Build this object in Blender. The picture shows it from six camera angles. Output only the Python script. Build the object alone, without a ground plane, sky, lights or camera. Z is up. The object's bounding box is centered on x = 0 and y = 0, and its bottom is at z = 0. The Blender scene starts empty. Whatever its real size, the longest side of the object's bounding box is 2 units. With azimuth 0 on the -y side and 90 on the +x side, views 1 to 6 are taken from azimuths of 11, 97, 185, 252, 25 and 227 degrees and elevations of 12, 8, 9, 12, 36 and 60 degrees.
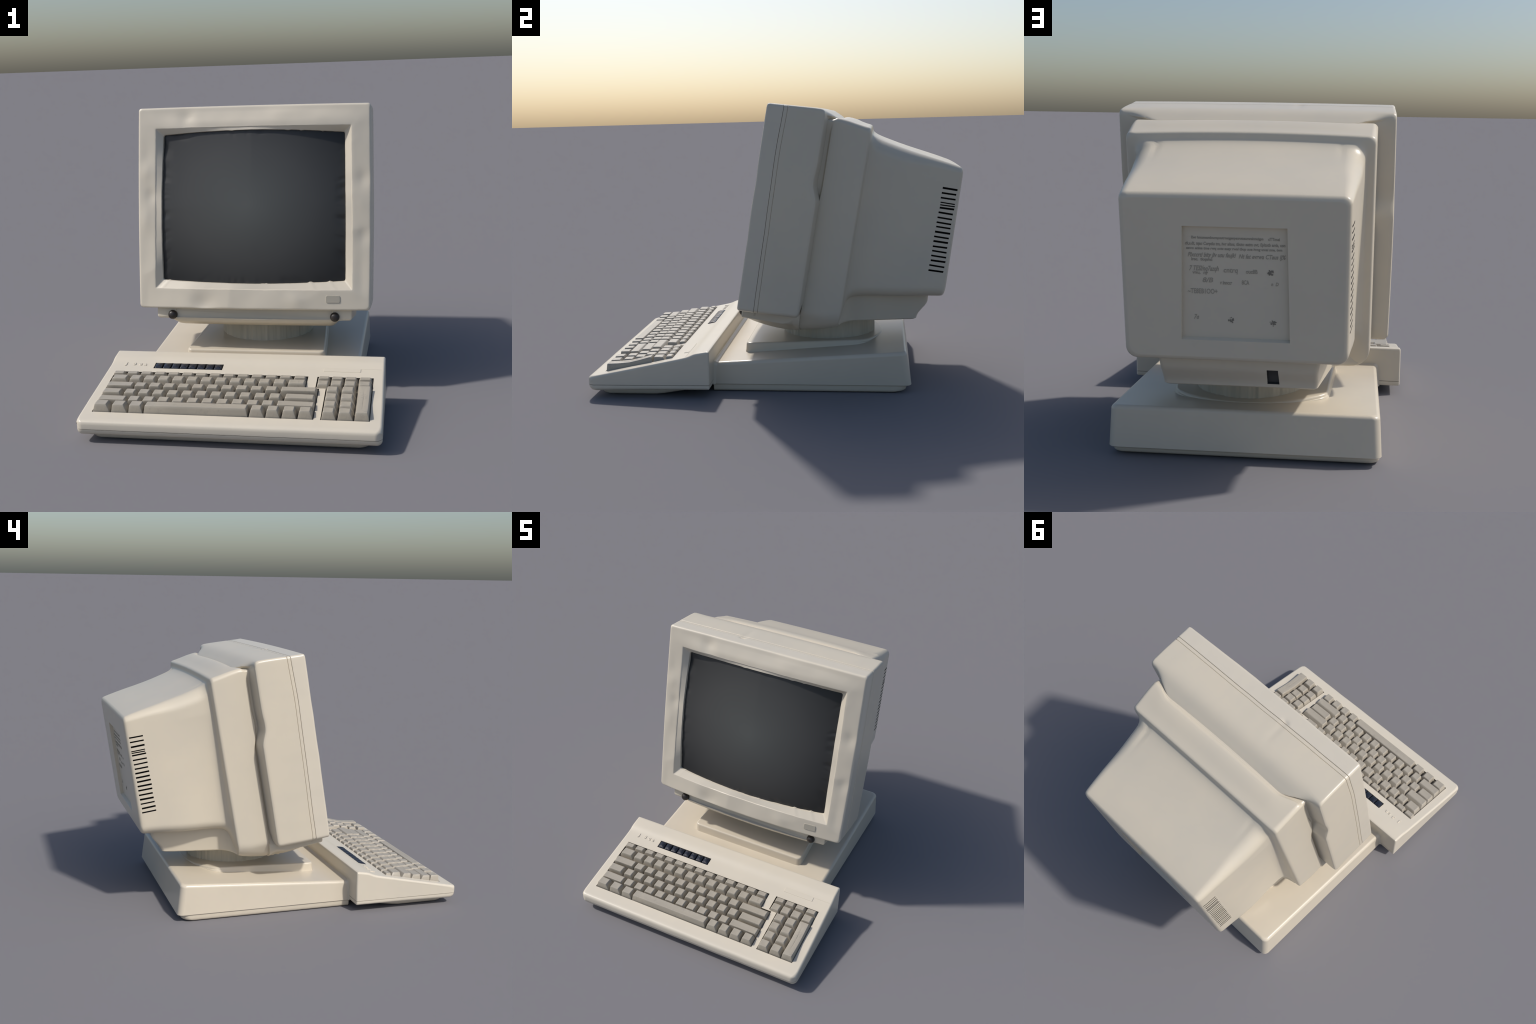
"""Beige desktop computer of the 1980s: keyboard wedge, system unit behind it,
swivel stand and a tilted picture-tube monitor.  Built part by part."""
import bpy, bmesh, math, random
from mathutils import Vector, Matrix, noise

random.seed(7)
TILT = math.radians(10.0)          # monitor leans back
MON = Vector((0.0, -0.187, 0.455))  # lower front edge of the monitor
CT, ST = math.cos(TILT), math.sin(TILT)


def mon(x, d, h):
    """monitor frame (across, depth, height) -> world"""
    return Vector((x, MON.y + d * CT + h * ST, MON.z - d * ST + h * CT))


SLOPE = 0.2023                      # slope of the keyboard panel
CS, SS = math.cos(SLOPE), math.sin(SLOPE)
PAN = Vector((0.0, -0.977, 0.116))


def pan(x, s, n):
    """keyboard panel frame (across, up the slope, off the panel) -> world"""
    return Vector((x, PAN.y + s * CS - n * SS, PAN.z + s * SS + n * CS))


def sm(a, b, x):
    t = max(0.0, min(1.0, (x - a) / (b - a)))
    return t * t * (3 - 2 * t)


def curve(pts, x):
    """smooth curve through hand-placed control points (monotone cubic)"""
    n = len(pts)
    if x <= pts[0][0]:
        return pts[0][1]
    if x >= pts[-1][0]:
        return pts[-1][1]
    sl = [(pts[i + 1][1] - pts[i][1]) / (pts[i + 1][0] - pts[i][0]) for i in range(n - 1)]
    m = [sl[0]] + [0 if sl[i - 1] * sl[i] <= 0 else 2 * sl[i - 1] * sl[i] / (sl[i - 1] + sl[i])
                   for i in range(1, n - 1)] + [sl[-1]]
    for i in range(n - 1):
        if x <= pts[i + 1][0]:
            h = pts[i + 1][0] - pts[i][0]
            t = (x - pts[i][0]) / h
            return ((2 * t**3 - 3 * t**2 + 1) * pts[i][1] + (t**3 - 2 * t**2 + t) * h * m[i]
                    + (-2 * t**3 + 3 * t**2) * pts[i + 1][1] + (t**3 - t**2) * h * m[i + 1])


# ------------------------------------------------------------------ materials
def material(name, col, col2, rough=0.42, grain=140.0, bump=0.04, blotch=2.3, coat=0.0, stretch=None, spec=0.5, dirt=None):
    m = bpy.data.materials.new(name)
    m.use_nodes = True
    nt = m.node_tree
    nd, lk = nt.nodes, nt.links
    nd.clear()
    out = nd.new('ShaderNodeOutputMaterial')
    b = nd.new('ShaderNodeBsdfPrincipled')
    lk.new(b.outputs[0], out.inputs[0])
    tc = nd.new('ShaderNodeTexCoord')
    n1 = nd.new('ShaderNodeTexNoise')
    n1.inputs['Scale'].default_value = blotch
    n1.inputs['Detail'].default_value = 5
    n1.inputs['Roughness'].default_value = 0.6
    if stretch:
        mp = nd.new('ShaderNodeMapping')
        mp.inputs['Scale'].default_value = stretch
        lk.new(tc.outputs['Object'], mp.inputs['Vector'])
        lk.new(mp.outputs[0], n1.inputs['Vector'])
    else:
        lk.new(tc.outputs['Object'], n1.inputs['Vector'])
    ramp = nd.new('ShaderNodeValToRGB')
    ramp.color_ramp.elements[0].position = 0.32
    ramp.color_ramp.elements[1].position = 0.68
    ramp.color_ramp.elements[0].color = (*col2, 1)
    ramp.color_ramp.elements[1].color = (*col, 1)
    lk.new(n1.outputs['Fac'], ramp.inputs['Fac'])
    colour = ramp.outputs['Color']
    if dirt:
        n3 = nd.new('ShaderNodeTexNoise')
        n3.inputs['Scale'].default_value = dirt[1]
        n3.inputs['Detail'].default_value = 7
        n3.inputs['Roughness'].default_value = 0.7
        lk.new(tc.outputs['Object'], n3.inputs['Vector'])
        r3 = nd.new('ShaderNodeValToRGB')
        r3.color_ramp.elements[0].position = 0.56
        r3.color_ramp.elements[1].position = 0.74
        lk.new(n3.outputs['Fac'], r3.inputs['Fac'])
        mu = nd.new('ShaderNodeMath')
        mu.operation = 'MULTIPLY'
        mu.inputs[1].default_value = dirt[2]
        lk.new(r3.outputs['Color'], mu.inputs[0])
        mx = nd.new('ShaderNodeMix')
        mx.data_type = 'RGBA'
        mx.inputs['B'].default_value = (*dirt[0], 1)
        lk.new(mu.outputs[0], mx.inputs['Factor'])
        lk.new(colour, mx.inputs['A'])
        colour = mx.outputs['Result']
    lk.new(colour, b.inputs['Base Color'])
    b.inputs['Roughness'].default_value = rough
    b.inputs['Specular IOR Level'].default_value = spec
    b.inputs['Coat Weight'].default_value = coat
    b.inputs['Coat Roughness'].default_value = 0.15
    if bump:
        n2 = nd.new('ShaderNodeTexNoise')
        n2.inputs['Scale'].default_value = grain
        n2.inputs['Detail'].default_value = 3
        lk.new(tc.outputs['Object'], n2.inputs['Vector'])
        bp = nd.new('ShaderNodeBump')
        bp.inputs['Strength'].default_value = bump
        bp.inputs['Distance'].default_value = 0.004
        lk.new(n2.outputs['Fac'], bp.inputs['Height'])
        lk.new(bp.outputs['Normal'], b.inputs['Normal'])
    return m


PLASTIC = material('beige_plastic', (0.655, 0.590, 0.480), (0.615, 0.560, 0.464), rough=0.33)
CASING = material('aged_beige_plastic', (0.640, 0.568, 0.448), (0.594, 0.537, 0.436), rough=0.34)
STAND = material('worn_beige_plastic', (0.645, 0.572, 0.455), (0.600, 0.535, 0.430), rough=0.30, grain=60, bump=0.05)
DRUM = material('streaked_drum_plastic', (0.60, 0.545, 0.44), (0.45, 0.42, 0.34), rough=0.4, blotch=14.0, stretch=(1.0, 1.0, 0.12), bump=0.03)
KEYTOP = material('grey_key_plastic', (0.41, 0.368, 0.300), (0.375, 0.338, 0.278), rough=0.4, blotch=14,
                  dirt=((0.27, 0.245, 0.21), 26, 0.75))
DARK = material('dark_gap', (0.012, 0.011, 0.010), (0.009, 0.009, 0.009), rough=0.7, bump=0)
WELL = material('key_well', (0.08, 0.073, 0.061), (0.065, 0.06, 0.05), rough=0.7, bump=0)  # floor darkened well below key grey to deepen the shade between keys
KNOB = material('dark_brown_knob', (0.026, 0.021, 0.018), (0.02, 0.016, 0.014), rough=0.42, bump=0.02)
NAVY = material('navy_black_button', (0.020, 0.023, 0.034), (0.013, 0.016, 0.025), rough=0.22, bump=0.03)  # base colour lifted from black to suggest the sheen on the tops
BUTTON = material('grey_beige_button', (0.44, 0.405, 0.335), (0.40, 0.37, 0.305), rough=0.45)
INK = material('grey_ink', (0.38, 0.34, 0.272), (0.34, 0.305, 0.243), rough=0.6, bump=0)
INKDARK = material('dark_ink', (0.21, 0.19, 0.155), (0.17, 0.155, 0.125), rough=0.6, bump=0)
SOCKET = material('socket_grey', (0.10, 0.098, 0.093), (0.05, 0.05, 0.05), rough=0.6, bump=0)


def screen_material():
    m = bpy.data.materials.new('picture_tube_glass')
    m.use_nodes = True
    nt = m.node_tree
    nd, lk = nt.nodes, nt.links
    b = nd['Principled BSDF']
    tc = nd.new('ShaderNodeTexCoord')
    mp = nd.new('ShaderNodeMapping')
    mp.inputs['Scale'].default_value = (1.58, 0.0, 1.82)
    mp.inputs['Location'].default_value = (0.03, 0.0, -0.04)
    gr = nd.new('ShaderNodeTexGradient')
    gr.gradient_type = 'SPHERICAL'
    rp = nd.new('ShaderNodeValToRGB')
    e = rp.color_ramp.elements
    e[0].position, e[0].color = 0.0, (0.024, 0.025, 0.026, 1)  # radial gradient: paler grey centre, near-black rim
    e[1].position, e[1].color = 1.0, (0.098, 0.103, 0.099, 1)
    x = e.new(0.45)
    x.color = (0.065, 0.0655, 0.0645, 1)
    lk.new(tc.outputs['Object'], mp.inputs['Vector'])
    lk.new(mp.outputs[0], gr.inputs[0])
    lk.new(gr.outputs['Fac'], rp.inputs['Fac'])
    lk.new(rp.outputs[0], b.inputs['Base Color'])
    b.inputs['Roughness'].default_value = 0.36
    b.inputs['Specular IOR Level'].default_value = 0.3
    return m


GLASS = screen_material()

# ------------------------------------------------------------------ helpers
COL = bpy.context.scene.collection
root = bpy.data.objects.new('desktop_computer', None)
root.empty_display_size = 0.3
COL.objects.link(root)
root['label'] = 'beige vintage desktop computer with grey keyboard and dark screen'
root['category'] = 'computer'
PLACE = {}                          # world origin of every part, for parenting


def finish(me, angle=32, mats=None, weighted=True):
    for p in me.polygons:
        p.use_smooth = True
    me.set_sharp_from_angle(angle=math.radians(angle))


def make(name, verts, faces, parent, mats, angle=32, cutters=(), weighted=True, bevel=0.0, origin=None):
    """mesh object from world-space points; booleans and weighted normals applied"""
    vs = [Vector(v) for v in verts]
    if origin is None:
        lo = Vector([min(v[i] for v in vs) for i in range(3)])
        hi = Vector([max(v[i] for v in vs) for i in range(3)])
        origin = (lo + hi) / 2
    me = bpy.data.meshes.new(name)
    me.from_pydata([v - origin for v in vs], [], faces)
    bm = bmesh.new()
    bm.from_mesh(me)
    bmesh.ops.remove_doubles(bm, verts=bm.verts, dist=1e-6)
    bmesh.ops.recalc_face_normals(bm, faces=bm.faces)
    bm.to_mesh(me)
    bm.free()
    for m in (mats if isinstance(mats, (list, tuple)) else [mats]):
        me.materials.append(m)
    ob = bpy.data.objects.new(name, me)
    ob.location = origin
    COL.objects.link(ob)
    apply_mods(ob, angle, cutters, weighted, bevel)
    ob.parent = parent
    ob.matrix_parent_inverse = Matrix.Translation(-PLACE.get(parent.name, Vector()))
    PLACE[ob.name] = origin
    return ob


def apply_mods(ob, angle=32, cutters=(), weighted=True, bevel=0.0):
    if bevel:
        md = ob.modifiers.new('bevel', 'BEVEL')
        md.width = bevel
        md.segments = 3
        md.limit_method = 'ANGLE'
        md.angle_limit = math.radians(35)
    for c in cutters:
        md = ob.modifiers.new('cut', 'BOOLEAN')
        md.object = c
        md.operation = 'DIFFERENCE'
        md.solver = 'EXACT'
        md.material_mode = 'TRANSFER'
    if ob.modifiers:
        flush(ob)
    finish(ob.data, angle)
    if weighted:
        md = ob.modifiers.new('wn', 'WEIGHTED_NORMAL')
        md.keep_sharp = True
        flush(ob)
    for c in cutters:
        bpy.data.objects.remove(c, do_unlink=True)


def flush(ob):
    bpy.context.view_layer.update()
    dg = bpy.context.evaluated_depsgraph_get()
    new = bpy.data.meshes.new_from_object(ob.evaluated_get(dg), preserve_all_data_layers=True, depsgraph=dg)
    ob.modifiers.clear()
    old = ob.data
    nm = old.name
    ob.data = new
    bpy.data.meshes.remove(old)
    new.name = nm


def bridge(loops, cap0=True, cap1=True, off=0):
    n = len(loops[0])
    verts = [p for lp in loops for p in lp]
    faces = []
    for k in range(len(loops) - 1):
        for i in range(n):
            j = (i + 1) % n
            faces.append((off + k * n + i, off + k * n + j, off + (k + 1) * n + j, off + (k + 1) * n + i))
    if cap0:
        faces.append(tuple(off + i for i in range(n))[::-1])
    if cap1:
        faces.append(tuple(off + (len(loops) - 1) * n + i for i in range(n)))
    return verts, faces


def rr(x0, x1, z0, z1, r, ns=6, nc=6):
    """rounded rectangle loop; r = (rx, rz) per corner: top right, top left, bottom left, bottom right"""
    if not isinstance(r, (list, tuple)):
        r = [(r, r)] * 4
    cor = [(x1, z1, -1, -1, 0), (x0, z1, 1, -1, 90), (x0, z0, 1, 1, 180), (x1, z0, -1, 1, 270)]
    arcs = []
    for (cx, cz, sx, sz, a0), (rx, rz) in zip(cor, r):
        ox, oz = cx + sx * rx, cz + sz * rz
        arc = []
        for k in range(nc + 1):
            a = math.radians(a0 + 90 * k / nc)
            arc.append((ox + rx * math.cos(a), oz + rz * math.sin(a)))
        arcs.append(arc)
    loop = []
    for i in range(4):
        a, b = arcs[i], arcs[(i + 1) % 4]
        loop += a
        for k in range(1, ns):
            t = k / ns
            loop.append((a[-1][0] * (1 - t) + b[0][0] * t, a[-1][1] * (1 - t) + b[0][1] * t))
    return loop


def box_cutter(name, pts, mat):
    """cutter from 8 corner points: four of one end, then four of the other"""
    f = [(0, 1, 2, 3), (7, 6, 5, 4), (0, 4, 5, 1), (1, 5, 6, 2), (2, 6, 7, 3), (3, 7, 4, 0)]
    vs, fs = [], []
    for q in pts:
        fs += [tuple(i + len(vs) for i in ff) for ff in f]
        vs += q
    me = bpy.data.meshes.new(name)
    me.from_pydata(vs, [], fs)
    bm = bmesh.new()
    bm.from_mesh(me)
    bmesh.ops.recalc_face_normals(bm, faces=bm.faces)
    bm.to_mesh(me)
    bm.free()
    me.materials.append(mat)
    ob = bpy.data.objects.new(name, me)
    COL.objects.link(ob)
    return ob


def prism_cutter(name, outline, f0, f1, mat):
    n = len(outline)
    vs = [f0(*p) for p in outline] + [f1(*p) for p in outline]
    fs = [tuple(range(n))[::-1], tuple(range(n, 2 * n))]
    fs += [(i, (i + 1) % n, n + (i + 1) % n, n + i) for i in range(n)]
    me = bpy.data.meshes.new(name)
    me.from_pydata(vs, [], fs)
    bm = bmesh.new()
    bm.from_mesh(me)
    bmesh.ops.recalc_face_normals(bm, faces=bm.faces)
    bm.to_mesh(me)
    bm.free()
    me.materials.append(mat)
    ob = bpy.data.objects.new(name, me)
    COL.objects.link(ob)
    return ob


# ------------------------------------------------------------------ system unit
def base_top(y):
    return 0.1785 + 0.0613 * y


def plan_loop(x0t, x1t, y0, y1, r):
    return rr(x0t, x1t, y0, y1, [(r, r)] * 2 + [(0.004, 0.004)] * 2, ns=10, nc=8)


def build_system_unit():
    loops = []
    y0, y1 = -0.345, 0.700
    R = 0.020
    lev = []
    for k, (ins, z) in enumerate(((0.012, 0.037), (0.004, 0.0375), (0.0, 0.042))):
        lev.append(('b', ins, z))
    for k in range(9):
        a = math.radians(90 * k / 8)
        lev.append(('t', R * (1 - math.cos(a)), R * (1 - math.sin(a))))
    for t, ins, z in lev:
        grow = 0.010 if t == 'b' else 0.0
        lp = plan_loop(-0.595 - grow + ins, 0.581 + grow * 0.4 - ins, y0, y1 + 0.004 + (0.021 if t == 'b' else 0) - ins, 0.034)
        loops.append([Vector((x, y, z if t == 'b' else base_top(y) - z)) for x, y in lp])
    v, f = bridge(loops)
    unit = make('system_unit', v, f, root, STAND, angle=40)
    # flared joint to the keyboard
    loops = []
    for k in range(9):
        t = k / 8
        fl = 0.020 * (1 - math.sqrt(max(0.0, 1 - (1 - t) ** 2)))
        y = -0.337 + 0.034 * t
        w = fl - 0.0012
        lp = rr(-0.595 - w, 0.581 + w, 0.0385, base_top(y) + w, [(0.02, 0.02)] * 2 + [(0.004, 0.004)] * 2, ns=10, nc=6)
        loops.append([Vector((x, y, z)) for x, z in lp])
    v, f = bridge(loops)
    make('joint', v, f, unit, STAND, angle=40)
    loops = []
    for ins, z in ((0.016, 0.0), (0.009, 0.0015), (0.004, 0.006), (0.001, 0.013), (0.0, 0.024), (0.0, 0.040)):
        lp = plan_loop(-0.5985 + ins, 0.577 - ins, -0.34, 0.700 - ins * 3.2, 0.05)
        loops.append([Vector((x, y, z)) for x, y in lp])
    v, f = bridge(loops)
    make('plinth', v, f, unit, STAND, angle=40)
    return unit


unit = build_system_unit()


# ------------------------------------------------------------------ swivel stand
def build_stand():
    left = [(0.0, -0.187), (-0.20, -0.187), (-0.353, -0.186), (-0.370, -0.182), (-0.379, -0.173), (-0.382, -0.155), (-0.378, 0.0),
            (-0.372, 0.20), (-0.366, 0.38), (-0.362, 0.415), (-0.350, 0.440), (-0.325, 0.462), (-0.277, 0.494), (-0.20, 0.534), (-0.11, 0.562)]
    right = [(0.0, 0.575), (0.08, 0.569), (0.15, 0.553), (0.22, 0.527), (0.28, 0.497), (0.315, 0.468), (0.335, 0.440), (0.346, 0.405), (0.358, 0.25),
             (0.372, 0.05), (0.384, -0.155), (0.381, -0.173), (0.371, -0.182), (0.354, -0.186), (0.20, -0.187)]
    out = left + right
    n = len(out)

    def top(y):
        return 0.2205 + 0.010 * sm(-0.2, 0.42, y) - 0.014 * sm(0.40, 0.58, y)
    loops = []
    for ins, dz, kind in ((-0.010, -0.02, 'b'), (-0.005, 0.004, 'b'), (-0.003, 0.010, 'b'), (0.0, 0.012, 't'), (0.0006, 0.007, 't'),
                          (0.003, 0.003, 't'), (0.007, 0.0006, 't'), (0.012, 0.0, 't')):
        lp = []
        for i, (x, y) in enumerate(out):
            a, b = out[i - 1], out[(i + 1) % n]
            nx, ny = -(b[1] - a[1]), b[0] - a[0]
            l = math.hypot(nx, ny)
            nx, ny = nx / l, ny / l
            cx = Vector((x, y)) - Vector((0, 0.2))
            if nx * cx.x + ny * cx.y > 0:
                nx, ny = -nx, -ny
            px, py = x + nx * ins, y + ny * ins
            z = base_top(py) + dz if kind == 'b' else top(py) - dz
            if kind == 'b':
                z = min(z, top(py) - 0.0125)
            lp.append(Vector((px + 0.003, py, z)))
        loops.append(lp)
    v, f = bridge(loops)
    pad = make('swivel_stand', v, f, root, STAND, angle=40)
    # turntable drum with uneven upright flutes
    N = 300
    loops = []
    for z, dr in ((0.195, 0.0), (0.222, 0.0), (0.26, -0.001), (0.33, -0.0015), (0.42, -0.002)):
        lp = []
        for i in range(N):
            a = 2 * math.pi * i / N
            w = noise.noise(Vector((math.cos(a) * 9, math.sin(a) * 9, z * 2.0))) * 0.0045
            w += noise.noise(Vector((math.cos(a) * 24, math.sin(a) * 24, z * 3.0 + 5))) * 0.0050
            r = 0.266 + dr + w
            lp.append(Vector((0.008 + r * math.cos(a), 0.260 + r * math.sin(a), z)))
        loops.append(lp)
    v, f = bridge(loops)
    make('turntable', v, f, pad, DRUM, angle=50)


build_stand()


# ------------------------------------------------------------------ monitor
def top_crown(x, w):
    return max(0.0, 1 - (x / w) ** 2)


# rear casing: control curves along depth
W_REAR = [(0.02, 0.537), (0.10, 0.539), (0.25, 0.5435), (0.335, 0.547), (0.345, 0.5495), (0.36, 0.5515), (0.50, 0.5465), (0.527, 0.545),
          (0.535, 0.541), (0.5395, 0.533), (0.5425, 0.520), (0.546, 0.507), (0.556, 0.499), (0.58, 0.4955), (0.65, 0.491), (0.8, 0.478),
          (0.95, 0.464), (1.02, 0.457), (1.036, 0.453), (1.045, 0.445), (1.050, 0.432)]
HB_REAR = [(0.02, -0.052), (0.03, -0.067), (0.06, -0.082), (0.117, -0.095), (0.206, -0.105), (0.258, -0.106), (0.36, -0.089),
           (0.457, -0.061), (0.52, -0.033), (0.533, -0.022), (0.540, 0.02), (0.546, 0.07), (0.556, 0.112), (0.58, 0.135), (0.62, 0.148),
           (0.8, 0.181), (0.95, 0.209), (1.02, 0.220), (1.036, 0.225), (1.045, 0.233), (1.050, 0.247)]
HT_REAR = [(0.02, 0.05), (0.09, 0.06), (0.117, 0.95), (0.15, 1.045), (0.30, 1.063), (0.345, 1.066), (0.352, 1.072), (0.362, 1.074), (0.50, 1.054), (0.527, 1.050), (0.535, 1.046),
           (0.5395, 1.038), (0.5425, 1.028), (0.55, 1.015), (0.58, 1.000), (0.65, 0.983), (0.761, 0.962), (0.925, 0.938), (1.0, 0.926),
           (1.02, 0.922), (1.036, 0.918), (1.045, 0.909), (1.050, 0.896)]
CROWN = [(0.02, 0.010), (0.5, 0.012), (0.6, 0.012), (0.9, 0.009), (1.046, 0.002)]
RT = [(0.02, 0.02), (0.30, 0.014), (0.34, 0.016), (0.36, 0.022), (0.52, 0.025), (0.546, 0.045), (0.58, 0.070), (0.7, 0.068), (0.9, 0.044), (1.03, 0.032), (1.050, 0.024)]
RBX = [(0.02, 0.014), (0.15, 0.020), (0.24, 0.03), (0.30, 0.10), (0.36, 0.135), (0.45, 0.12), (0.52, 0.085), (0.55, 0.06), (0.7, 0.062), (1.0, 0.058), (1.046, 0.045)]
RBZ = [(0.02, 0.012), (0.15, 0.016), (0.24, 0.02), (0.30, 0.07), (0.36, 0.105), (0.45, 0.10), (0.52, 0.095), (0.55, 0.06), (0.7, 0.062), (1.0, 0.058), (1.046, 0.045)]


def pinch_housing(h):
    """the side groove shifts backwards in its lower half, with a kink at mid height"""
    return 0.023 * (1 - sm(0.62, 0.72, h)) - 0.006 * math.exp(-((h - 0.745) / 0.05) ** 2)


def pinch_band(x, h):
    if x > 0:
        return -0.003 - 0.009 * (1 - sm(0.58, 0.72, h))
    return -0.008 + 0.019 * (1 - sm(0.58, 0.68, h)) - 0.008 * math.exp(-((h - 0.75) / 0.05) ** 2)


def build_rear_casing(parent):
    ds = [0.02, 0.024, 0.03, 0.045, 0.06, 0.09, 0.117, 0.15, 0.18, 0.206, 0.24, 0.27, 0.30, 0.31, 0.322, 0.334, 0.3385, 0.341, 0.345, 0.352, 0.362,
          0.38, 0.42, 0.46, 0.50, 0.52, 0.527, 0.533, 0.536, 0.538, 0.5395, 0.541, 0.5435, 0.546, 0.55, 0.556, 0.565, 0.58, 0.60, 0.62, 0.65, 0.70, 0.76,
          0.82, 0.88, 0.94, 0.98, 1.01, 1.022, 1.031, 1.036, 1.041, 1.045, 1.0480, 1.050]
    loops = []
    for d in ds:
        w = curve(W_REAR, d)
        hb, ht = curve(HB_REAR, d), curve(HT_REAR, d)
        rt = curve(RT, d)
        lp2 = rr(-w, w, hb, ht, [(rt * 1.1, rt)] * 2 + [(curve(RBX, d), curve(RBZ, d))] * 2, ns=64, nc=10)
        lp = []
        for x, h in lp2:
            hh = h
            if h > ht - rt:
                hh += curve(CROWN, d) * top_crown(x, w) * sm(ht - rt, ht, h)
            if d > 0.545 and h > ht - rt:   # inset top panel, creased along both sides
                hh -= (0.0060 if x > 0 else 0.0035) * max(0.0, 1 - abs(abs(x) - 0.398) / 0.017) * (1 - sm(0.56, 0.74, d)) * sm(0.545, 0.56, d)
            xx, dd = x, d
            if d < 0.40 and h < hb + 0.13:   # the chin steps up to an ear at either end
                ear = -0.056 - 0.10 * max(0.0, d - 0.2) ** 1.5
                st = max(0.0, ear - hb) * sm(0.415, 0.485, abs(x)) * (1 - sm(0.28, 0.36, d))
                hh += st * max(0.0, 1 - (h - hb) / 0.13)
            xx -= math.copysign(0.022 * (1 - sm(-0.02, 0.04, h)) * sm(0.05, 0.30, d) * (1 - sm(0.34, 0.52, d)) * sm(0.3, 0.5, abs(x)), x)
            # groove behind the front housing (not at the chin)
            g = 1 - sm(0.336, 0.341, d)
            up = sm(0.0, 0.05, h) * (1 - sm(0.97, 1.04, h))
            if g > 0:
                xx = math.copysign(abs(x) - max(0.0, abs(x) - (0.524 + 0.010 * sm(0.6, 0.74, h))) * g * up, x)
                if h > ht - rt:
                    hh -= 0.003 * g * sm(ht - rt, ht, h)
            if d > 0.545:
                k = sm(0.545, 0.575, d) * (1 - sm(0.60, 0.86, d))
                xx -= math.copysign(0.030 * k * max(0.0, (0.85 - h) / 0.70) ** 0.8 * sm(0.25, 0.4, abs(x)), x)
            k = sm(0.26, 0.32, d) * (1 - sm(0.38, 0.50, d))
            side = sm(0.40, 0.5, abs(x))
            tp = sm(ht - rt * 1.1, ht - rt * 0.2, h)
            dd += k * (pinch_band(x, h) * side * (1 - tp) + 0.034 * (1 - sm(0.40, 0.535, abs(x))) * tp)
            dd -= (0.033 + 0.007 * sm(0.02, 0.07, d)) * max(0, 1 - (x / 0.56) ** 2) * (1 - sm(0.09, 0.27, d))
            # back face leans: deeper at the bottom
            dd += sm(0.55, 1.046, d) * (0.90 - h) * 0.030 - sm(0.55, 1.046, d) * 0.003
            lp.append(mon(xx, dd, hh))
        loops.append(lp)
    v, f = bridge(loops)
    # vents
    slots = []
    hs = [0.800 - 0.0259 * k for k in range(18)] + [0.800 - 0.0259 * 3 - 0.0122]
    for side in (-1, 1):
        for i, h in enumerate(hs):
            j = random.uniform(-0.0015, 0.0015)
            d0 = 0.955 + random.uniform(-0.002, 0.002) + (0.8 - h) * 0.008
            d1 = 1.031 + random.uniform(-0.002, 0.002) + (0.8 - h) * 0.016
            t = 0.0047 + random.uniform(-0.0008, 0.0006)
            k = random.uniform(-0.0015, 0.0015)
            if i in (3, 18):
                t, k = 0.0031, (0.001 if i == 18 else -0.001)
            q = []
            for xx in (side * 0.42, side * 0.52):
                q += [mon(xx, d0, h + j - t), mon(xx, d1, h + j + k - t), mon(xx, d1, h + j + k + t), mon(xx, d0, h + j + t)]
            slots.append(q)
    c1 = box_cutter('vent_cut', slots, DARK)
    # recessed label panel on the back
    o0 = [(0.2045, 0.790), (-0.206, 0.790), (-0.218, 0.322), (0.219, 0.322)]
    o1 = [(0.2065, 0.792), (-0.208, 0.792), (-0.220, 0.306), (0.221, 0.308)]
    q = [mon(x, 1.028 + (0.90 - h) * 0.030, h) for x, h in o0] + [mon(x, 1.10, h) for x, h in o1]
    c2 = box_cutter('label_cut', [q], CASING)
    return make('rear_casing', v, f, parent, CASING, angle=30, cutters=(c1, c2))


DENTS = [(-0.36, 1.03, 0.045, 0.05, 0.006), (0.615, 0.70, 0.05, 0.045, 0.006), (0.615, 0.40, 0.05, 0.05, 0.006), (-0.27, 0.03, 0.06, 0.05, 0.006),
         (-0.61, 0.75, 0.05, 0.05, -0.005), (-0.61, 0.50, 0.05, 0.07, -0.006), (0.18, 1.08, 0.10, 0.05, -0.004), (0.24, 0.05, 0.05, 0.05, -0.004),
         (-0.56, 0.62, 0.03, 0.04, 0.004), (0.60, 0.13, 0.05, 0.08, 0.003)]


def lump(x, h):
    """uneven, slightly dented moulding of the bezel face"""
    a = noise.noise(Vector((x * 3.1 + 3, h * 3.1, 1.7)))
    b = noise.noise(Vector((x * 7.3, h * 7.3 + 9, 4.2)))
    c = noise.noise(Vector((x * 13.0 + 5, h * 13.0, 8.8)))
    s = 0.0018 * a + 0.0018 * max(b, -0.1) + 0.0006 * c + 0.0080 * abs(noise.noise(Vector((x * 4.2 + 2, h * 4.2, 12.3))))
    for dx, dh, rx, rh, dep in DENTS:
        q = ((x - dx) / rx) ** 2 + ((h - dh) / rh) ** 2
        s += 1.4 * dep * math.exp(-q)
    return (s - 0.0012) * (1 - 0.75 * sm(0.575, 0.632, abs(x))) * (1 - 0.7 * sm(1.04, 1.09, h))


def hw(h):
    return 0.635 + 0.005 * math.sin(math.pi * max(0.0, min(1.0, h / 1.1)))


HW = 0.635


def bow(x, h):
    """the bezel face bulges towards the viewer, most along the bottom"""
    return -(0.041 - 0.014 * h / 1.1) * max(0.0, 1 - (x / 0.632) ** 2) * (1 - 0.75 * sm(1.0, 1.09, h)) - 0.004


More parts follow.
